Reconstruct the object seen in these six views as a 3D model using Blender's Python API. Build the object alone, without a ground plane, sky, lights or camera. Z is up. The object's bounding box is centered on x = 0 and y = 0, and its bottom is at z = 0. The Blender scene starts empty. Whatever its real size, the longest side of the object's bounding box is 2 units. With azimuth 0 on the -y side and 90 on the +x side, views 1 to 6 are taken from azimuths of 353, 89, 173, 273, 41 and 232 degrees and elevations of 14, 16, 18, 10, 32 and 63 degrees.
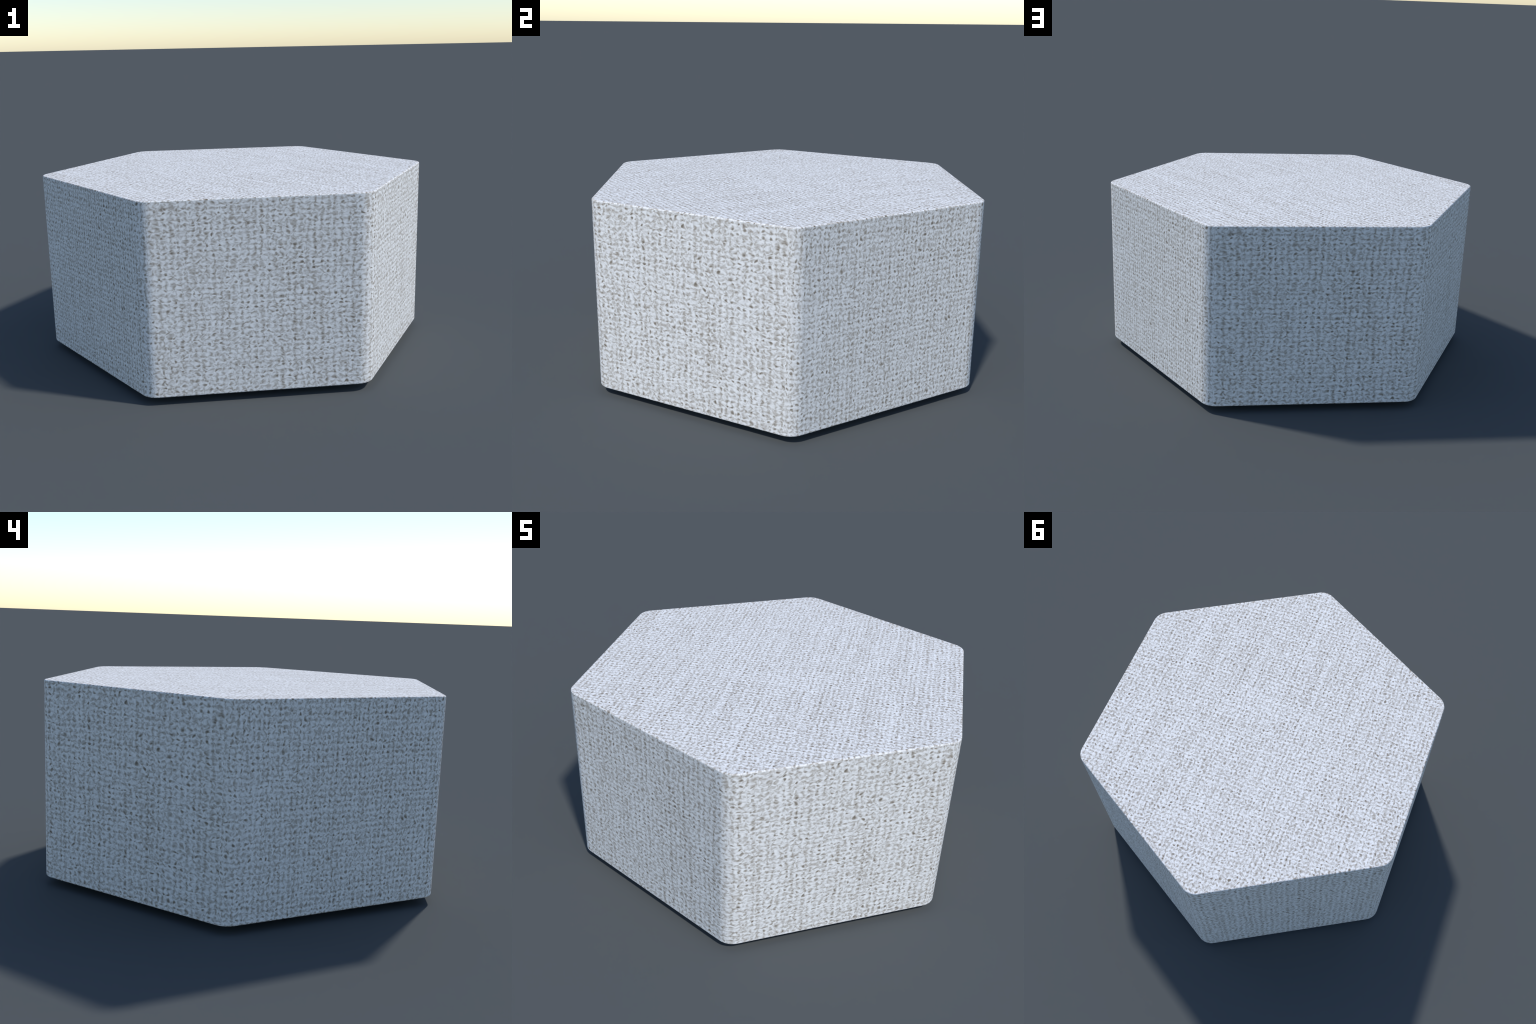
import bpy, math
from mathutils import Vector

# ------------------------------------------------------------------ sizes (m)
HALF_WIDTH = 1.0                      # corner to centre, measured on the rounding
R_CORNER = 0.085                      # plan rounding of the six vertical corners
R_SHARP = HALF_WIDTH + R_CORNER * (2 / math.sqrt(3) - 1)
APOTHEM = R_SHARP * math.sqrt(3) / 2
HALF_FLAT = R_SHARP / 2 - R_CORNER * math.tan(math.radians(30))
Z_BOTTOM, Z_TOP = 0.036, 0.930
EDGE = 0.006                          # small rounding of the top and bottom edges
ARC_STEPS, EDGE_STEPS, FLAT_STEPS, WALL_STEPS = 10, 5, 12, 10


# ------------------------------------------------------------------ node helper
class Graph:
    def __init__(self, tree):
        self.t = tree

    def node(self, kind, **props):
        n = self.t.nodes.new(kind)
        for k, v in props.items():
            setattr(n, k, v)
        return n

    def put(self, sock, val):
        if isinstance(val, bpy.types.NodeSocket):
            self.t.links.new(val, sock)
        else:
            sock.default_value = val

    def math(self, op, a, b=0.0, c=0.0, clamp=False):
        n = self.node('ShaderNodeMath', operation=op, use_clamp=clamp)
        for s, v in zip(n.inputs, (a, b, c)):
            self.put(s, v)
        return n.outputs[0]

    def vmath(self, op, a, b=(0, 0, 0), scale=None):
        n = self.node('ShaderNodeVectorMath', operation=op)
        self.put(n.inputs[0], a)
        self.put(n.inputs[1], b)
        if scale is not None:
            self.put(n.inputs['Scale'], scale)
        return n.outputs[0]

    def combine(self, x, y, z=0.0):
        n = self.node('ShaderNodeCombineXYZ')
        for s, v in zip(n.inputs, (x, y, z)):
            self.put(s, v)
        return n.outputs[0]

    def noise(self, vec, scale, detail=0.0, rough=0.5):
        n = self.node('ShaderNodeTexNoise', noise_dimensions='2D')
        self.put(n.inputs['Vector'], vec)
        n.inputs['Scale'].default_value = scale
        n.inputs['Detail'].default_value = detail
        n.inputs['Roughness'].default_value = rough
        return n

    def smooth(self, val, lo, hi, out_lo=0.0, out_hi=1.0):
        n = self.node('ShaderNodeMapRange', interpolation_type='SMOOTHSTEP')
        self.put(n.inputs['Value'], val)
        for k, v in (('From Min', lo), ('From Max', hi), ('To Min', out_lo), ('To Max', out_hi)):
            n.inputs[k].default_value = v
        return n.outputs[0]


def knit_material(name, layout):
    """Light grey knitted fabric. layout = 'double' or 'single' (unrolled side panels), 'flat' (top, underside)."""
    mat = bpy.data.materials.new(name)
    mat.use_nodes = True
    nt = mat.node_tree
    nt.nodes.clear()
    g = Graph(nt)
    out = g.node('ShaderNodeOutputMaterial')
    bsdf = g.node('ShaderNodeBsdfPrincipled')
    nt.links.new(bsdf.outputs[0], out.inputs[0])
    obj = g.node('ShaderNodeTexCoord').outputs['Object']
    sep = g.node('ShaderNodeSeparateXYZ')
    g.put(sep.inputs[0], obj)
    x, y, z = sep.outputs

    def unroll(face_az, limit):
        """Arc length along one wall: straight part plus the roundings at both ends."""
        a = math.radians(face_az)
        xr = g.math('ADD', g.math('MULTIPLY', x, math.cos(a)), g.math('MULTIPLY', y, math.sin(a)))
        out_ = g.math('SUBTRACT', g.math('MULTIPLY', x, math.sin(a)), g.math('MULTIPLY', y, math.cos(a)))
        out_ = g.math('SUBTRACT', out_, APOTHEM - R_CORNER)
        flat = g.math('MAXIMUM', g.math('MINIMUM', xr, HALF_FLAT), -HALF_FLAT)
        over = g.math('SUBTRACT', xr, flat)
        ang = g.math('ARCTAN2', over, out_)
        lim = math.radians(limit)
        ang = g.math('MAXIMUM', g.math('MINIMUM', ang, lim), -lim)
        return g.math('ADD', flat, g.math('MULTIPLY', ang, R_CORNER))

    if layout == 'double':
        s = g.math('ADD', unroll(0, 30), unroll(60, 30))
        plane = g.combine(g.math('MULTIPLY', s, 0.76), z)
    elif layout == 'single':
        plane = g.combine(g.math('ADD', unroll(120, 60), 4.0), z)
    else:
        a = math.radians(30)
        u = g.math('ADD', g.math('MULTIPLY', x, math.cos(a)), g.math('MULTIPLY', y, math.sin(a)))
        v = g.math('SUBTRACT', g.math('MULTIPLY', y, math.cos(a)), g.math('MULTIPLY', x, math.sin(a)))
        plane = g.combine(g.math('ADD', u, 7.3), g.math('ADD', v, 3.1))

    # slow drift of the threads, then the uneven pull of single stitches
    w1 = g.vmath('SUBTRACT', g.noise(plane, 9.0, 0.0).outputs['Color'], (0.5, 0.5, 0.5))
    w2 = g.vmath('SUBTRACT', g.noise(plane, 45.0, 0.0).outputs['Color'], (0.5, 0.5, 0.5))
    pulled = g.vmath('ADD', plane, g.vmath('SCALE', w1, scale=0.012))
    pulled = g.vmath('ADD', pulled, g.vmath('SCALE', w2, scale=0.0115))

    # stitch lattice with scalloped rows
    p = g.vmath('MULTIPLY', pulled, (1 / STITCH_W, 1 / STITCH_H, 0))
    ps = g.node('ShaderNodeSeparateXYZ')
    g.put(ps.inputs[0], p)
    cu = g.math('COSINE', g.math('MULTIPLY', ps.outputs[0], 2 * math.pi))
    cv = g.math('COSINE', g.math('ADD', g.math('MULTIPLY', ps.outputs[1], 2 * math.pi),
                                  g.math('MULTIPLY', cu, 0.7)))

    # small holes between the stitches, each with a lighter loop of yarn round it
    vor = g.node('ShaderNodeTexVoronoi', voronoi_dimensions='2D', feature='F1')
    g.put(vor.inputs['Vector'], p)
    vor.inputs['Scale'].default_value = 1.0
    vor.inputs['Randomness'].default_value = 0.66
    vc = g.node('ShaderNodeSeparateColor')
    g.put(vc.inputs[0], vor.outputs['Color'])
    some = g.smooth(vc.outputs[0], -0.35, 0.95)
    d = vor.outputs['Distance']
    hole = g.math('MULTIPLY', g.smooth(d, 0.08, 0.34, 1.0, 0.0), some)
    nick = g.node('ShaderNodeTexVoronoi', voronoi_dimensions='2D', feature='F1')
    g.put(nick.inputs['Vector'], g.vmath('ADD', p, (13.5, 7.5, 0)))
    nick.inputs['Scale'].default_value = 1.0
    nick.inputs['Randomness'].default_value = 0.85
    nc = g.node('ShaderNodeSeparateColor')
    g.put(nc.inputs[0], nick.outputs['Color'])
    small = g.math('MULTIPLY', g.smooth(nick.outputs['Distance'], 0.06, 0.27, 1.0, 0.0), g.smooth(nc.outputs[1], 0.0, 0.8))
    ring = g.math('MULTIPLY', g.smooth(d, 0.18, 0.36), g.smooth(d, 0.36, 0.60, 1.0, 0.0))
    ring = g.math('MULTIPLY', ring, g.smooth(vc.outputs[1], 0.3, 0.9))

    # curled yarn, long uneven threads and slow unevenness of the knit
    curl = g.math('SUBTRACT', g.noise(pulled, 80.0, 0.5, 0.45).outputs['Fac'], 0.5)
    fine = g.math('SUBTRACT', g.noise(g.vmath('ADD', pulled, (11.7, 5.3, 0)), 135.0, 0.0).outputs['Fac'], 0.5)
    slow = g.math('SUBTRACT', g.noise(plane, 14.0, 1.0).outputs['Fac'], 0.5)
    warp = g.math('SUBTRACT', g.noise(g.vmath('MULTIPLY', plane, (44.0, 1.3, 0)), 1.0, 1.0).outputs['Fac'], 0.5)
    band = g.math('SUBTRACT', g.noise(g.vmath('MULTIPLY', plane, (13.0, 0.5, 0)), 1.0, 1.0).outputs['Fac'], 0.5)
    weft = g.math('SUBTRACT', g.noise(g.vmath('MULTIPLY', plane, (1.3, 42.0, 0)), 1.0, 1.0).outputs['Fac'], 0.5)

    f = g.math('ADD', g.math('MULTIPLY', cu, 0.085), g.math('MULTIPLY', cv, 0.118))
    f = g.math('ADD', f, g.math('MULTIPLY', curl, 0.54))
    f = g.math('ADD', f, g.math('MULTIPLY', fine, 0.50))
    f = g.math('ADD', f, g.math('MULTIPLY', slow, 0.03))
    f = g.math('ADD', f, g.math('MULTIPLY', warp, 0.24))
    f = g.math('ADD', f, g.math('MULTIPLY', weft, 0.12))
    f = g.math('ADD', f, g.math('MULTIPLY', band, 0.03))
    f = g.math('ADD', f, g.math('MULTIPLY', ring, 0.15))
    f = g.math('SUBTRACT', f, g.math('MULTIPLY', hole, 0.28))
    f = g.math('SUBTRACT', f, g.math('MULTIPLY', small, 0.26))
    f = g.math('ADD', f, 0.65)

    ramp = g.node('ShaderNodeValToRGB')
    g.put(ramp.inputs[0], f)
    el = ramp.color_ramp.elements
    stops = [(0.06, (0.21, 0.18, 0.145)), (0.32, (0.41, 0.375, 0.335)), (0.54, (0.58, 0.56, 0.535)),
             (0.74, (0.745, 0.74, 0.735)), (0.98, (0.85, 0.85, 0.85))]
    while len(el) < len(stops):
        el.new(0.5)
    for e, (pos, col) in zip(el, stops):
        e.position = pos
        e.color = (*col, 1)
    nt.links.new(ramp.outputs[0], bsdf.inputs['Base Color'])
    bsdf.inputs['Roughness'].default_value = 0.9
    bsdf.inputs['Specular IOR Level'].default_value = 0.15
    return mat


STITCH_W, STITCH_H = 0.0225, 0.0238


def plain_material(name, col, rough):
    mat = bpy.data.materials.new(name)
    mat.use_nodes = True
    g = Graph(mat.node_tree)
    bsdf = mat.node_tree.nodes['Principled BSDF']
    tc = g.node('ShaderNodeTexCoord').outputs['Object']
    n = g.node('ShaderNodeTexNoise')
    g.put(n.inputs['Vector'], tc)
    n.inputs['Scale'].default_value = 60
    mix = g.node('ShaderNodeMix', data_type='RGBA')
    g.put(mix.inputs['Factor'], n.outputs['Fac'])
    mix.inputs['A'].default_value = (*[c * 0.85 for c in col], 1)
    mix.inputs['B'].default_value = (*[c * 1.15 for c in col], 1)
    mat.node_tree.links.new(mix.outputs['Result'], bsdf.inputs['Base Color'])
    bsdf.inputs['Roughness'].default_value = rough
    return mat


SHADE_TILT = 2.0      # degrees: normals of the flat walls bent to put a light-to-dark gradient across each


# ------------------------------------------------------------------ outline rules
def wall_points(az):
    """Straight wall whose outward normal has azimuth az (0 = -y, 90 = +x)."""
    a = math.radians(az)
    n, t = Vector((math.sin(a), -math.cos(a))), Vector((math.cos(a), math.sin(a)))
    pts = []
    for i in range(FLAT_STEPS + 1):
        k = 2 * i / FLAT_STEPS - 1
        b = math.radians(az - SHADE_TILT * k)
        pts.append((n * APOTHEM + t * HALF_FLAT * k, Vector((math.sin(b), -math.cos(b)))))
    return pts


def corner_points(az, start, end, steps):
    """Rounded corner at azimuth az, from start to end degrees either side of it (ends left out)."""
    c = Vector((math.sin(math.radians(az)), -math.cos(math.radians(az)))) * (HALF_WIDTH - R_CORNER)
    pts = []
    for i in range(steps + 1):
        a = math.radians(az + start + (end - start) * i / steps)
        n = Vector((math.sin(a), -math.cos(a)))
        b = math.radians(az) + (a - math.radians(az)) * (30 + SHADE_TILT) / 30
        pts.append((c + n * R_CORNER, Vector((math.sin(b), -math.cos(b)))))
    return pts


def make_object(name, verts, faces, normals, mat, parent):
    me = bpy.data.meshes.new(name)
    me.from_pydata(verts, [], faces)
    me.polygons.foreach_set('use_smooth', [True] * len(me.polygons))
    me.update()
    if normals:
        me.normals_split_custom_set_from_vertices(normals)
    me.materials.append(mat)
    ob = bpy.data.objects.new(name, me)
    bpy.context.scene.collection.objects.link(ob)
    ob.parent = parent
    return ob


root = bpy.data.objects.new('hexagonal_pouf', None)
root['label'] = 'hexagonal upholstered pouf covered in light grey knitted fabric'
root['category'] = 'pouf seat'
bpy.context.scene.collection.objects.link(root)

double_mat = knit_material('knit_double_wall', 'double')
single_mat = knit_material('knit_single_wall', 'single')
flat_mat = knit_material('knit_flat', 'flat')
under_mat = plain_material('dust_cloth', (0.05, 0.05, 0.052), 0.9)
foot_mat = plain_material('black_plastic', (0.02, 0.02, 0.021), 0.5)

# side panels: two cloths that wrap two walls each, two that cover one wall; the seams
# run down four of the rounded corners
zs = [Z_BOTTOM + EDGE + (Z_TOP - Z_BOTTOM - 2 * EDGE) * i / WALL_STEPS for i in range(WALL_STEPS + 1)]
SEAM = 17


def side_panel(outline, mat):
    verts, norms, faces = [], [], []
    for zz in zs:
        for p, n in outline:
            verts.append((p.x, p.y, zz))
            norms.append((n.x, n.y, 0))
    m = len(outline)
    for j in range(len(zs) - 1):
        for i in range(m - 1):
            faces.append((j * m + i, j * m + i + 1, (j + 1) * m + i + 1, (j + 1) * m + i))
    ob = make_object('side_panel', verts, faces, norms, mat, root)
    twin = ob.copy()
    twin.rotation_euler.z = math.pi
    bpy.context.scene.collection.objects.link(twin)


long_run = (corner_points(-30, SEAM, 30, 4)[:-1] + wall_points(0) + corner_points(30, -30, 30, ARC_STEPS)[1:-1]
            + wall_points(60) + corner_points(90, -30, -SEAM, 4)[1:])
short_run = (corner_points(90, -SEAM, 30, 8)[:-1] + wall_points(120) + corner_points(150, -30, SEAM, 8)[1:])
side_panel(long_run, double_mat)
side_panel(short_run, single_mat)

# full plan outline for the top and bottom panels: same points as the walls
half = long_run[:-1] + short_run[:-1]
full = half + [(-p, -n) for p, n in half]
N = len(full)


def cap(name, z_edge, sign, mat):
    """Rounded rim that meets the walls, closed by concentric rings to the centre."""
    v, nn, f = [], [], []
    for i in range(EDGE_STEPS + 1):
        a = math.radians(90) * i / EDGE_STEPS
        for p, n in full:
            q = p - n * EDGE * (1 - math.cos(a))
            v.append((q.x, q.y, z_edge + sign * EDGE * math.sin(a)))
            nn.append((n.x * math.cos(a), n.y * math.cos(a), sign * math.sin(a)))
    rim = [Vector(t) for t in v[-N:]]
    for k in (0.94, 0.75, 0.5, 0.25):
        for q in rim:
            v.append((q.x * k, q.y * k, q.z))
            nn.append((0, 0, sign))
    rings = len(v) // N
    v.append((0, 0, rim[0].z))
    nn.append((0, 0, sign))
    for r in range(rings - 1):
        for i in range(N):
            j = (i + 1) % N
            q = (r * N + i, r * N + j, (r + 1) * N + j, (r + 1) * N + i)
            f.append(q if sign > 0 else q[::-1])
    for i in range(N):
        q = ((rings - 1) * N + i, (rings - 1) * N + (i + 1) % N, rings * N)
        f.append(q if sign > 0 else q[::-1])
    return make_object(name, v, f, nn, mat, root)


cap('top_panel', Z_TOP - EDGE, 1, flat_mat)
cap('bottom_panel', Z_BOTTOM + EDGE, -1, flat_mat)

# low glides that carry the body, set well in from the walls
foot = None
for k in range(6):
    if foot is None:
        seg, v, f = 32, [], []
        prof = [(0.0, 0.0), (0.051, 0.0), (0.054, 0.003), (0.055, Z_BOTTOM + 0.002)]
        for r, zz in prof[1:]:
            for i in range(seg):
                t = 2 * math.pi * i / seg
                v.append((r * math.cos(t), r * math.sin(t), zz))
        for j in range(2):
            for i in range(seg):
                f.append((j * seg + i, j * seg + (i + 1) % seg, (j + 1) * seg + (i + 1) % seg, (j + 1) * seg + i))
        f.append(tuple(range(seg))[::-1])
        f.append(tuple(range(2 * seg, 3 * seg)))
        foot = make_object('foot', v, f, None, foot_mat, root)
        foot.data.polygons.foreach_set('use_smooth', [False] * len(foot.data.polygons))
        o = foot
    else:
        o = foot.copy()
        bpy.context.scene.collection.objects.link(o)
    a = math.radians(60 * k)
    o.location = (0.85 * math.cos(a), 0.85 * math.sin(a), 0)
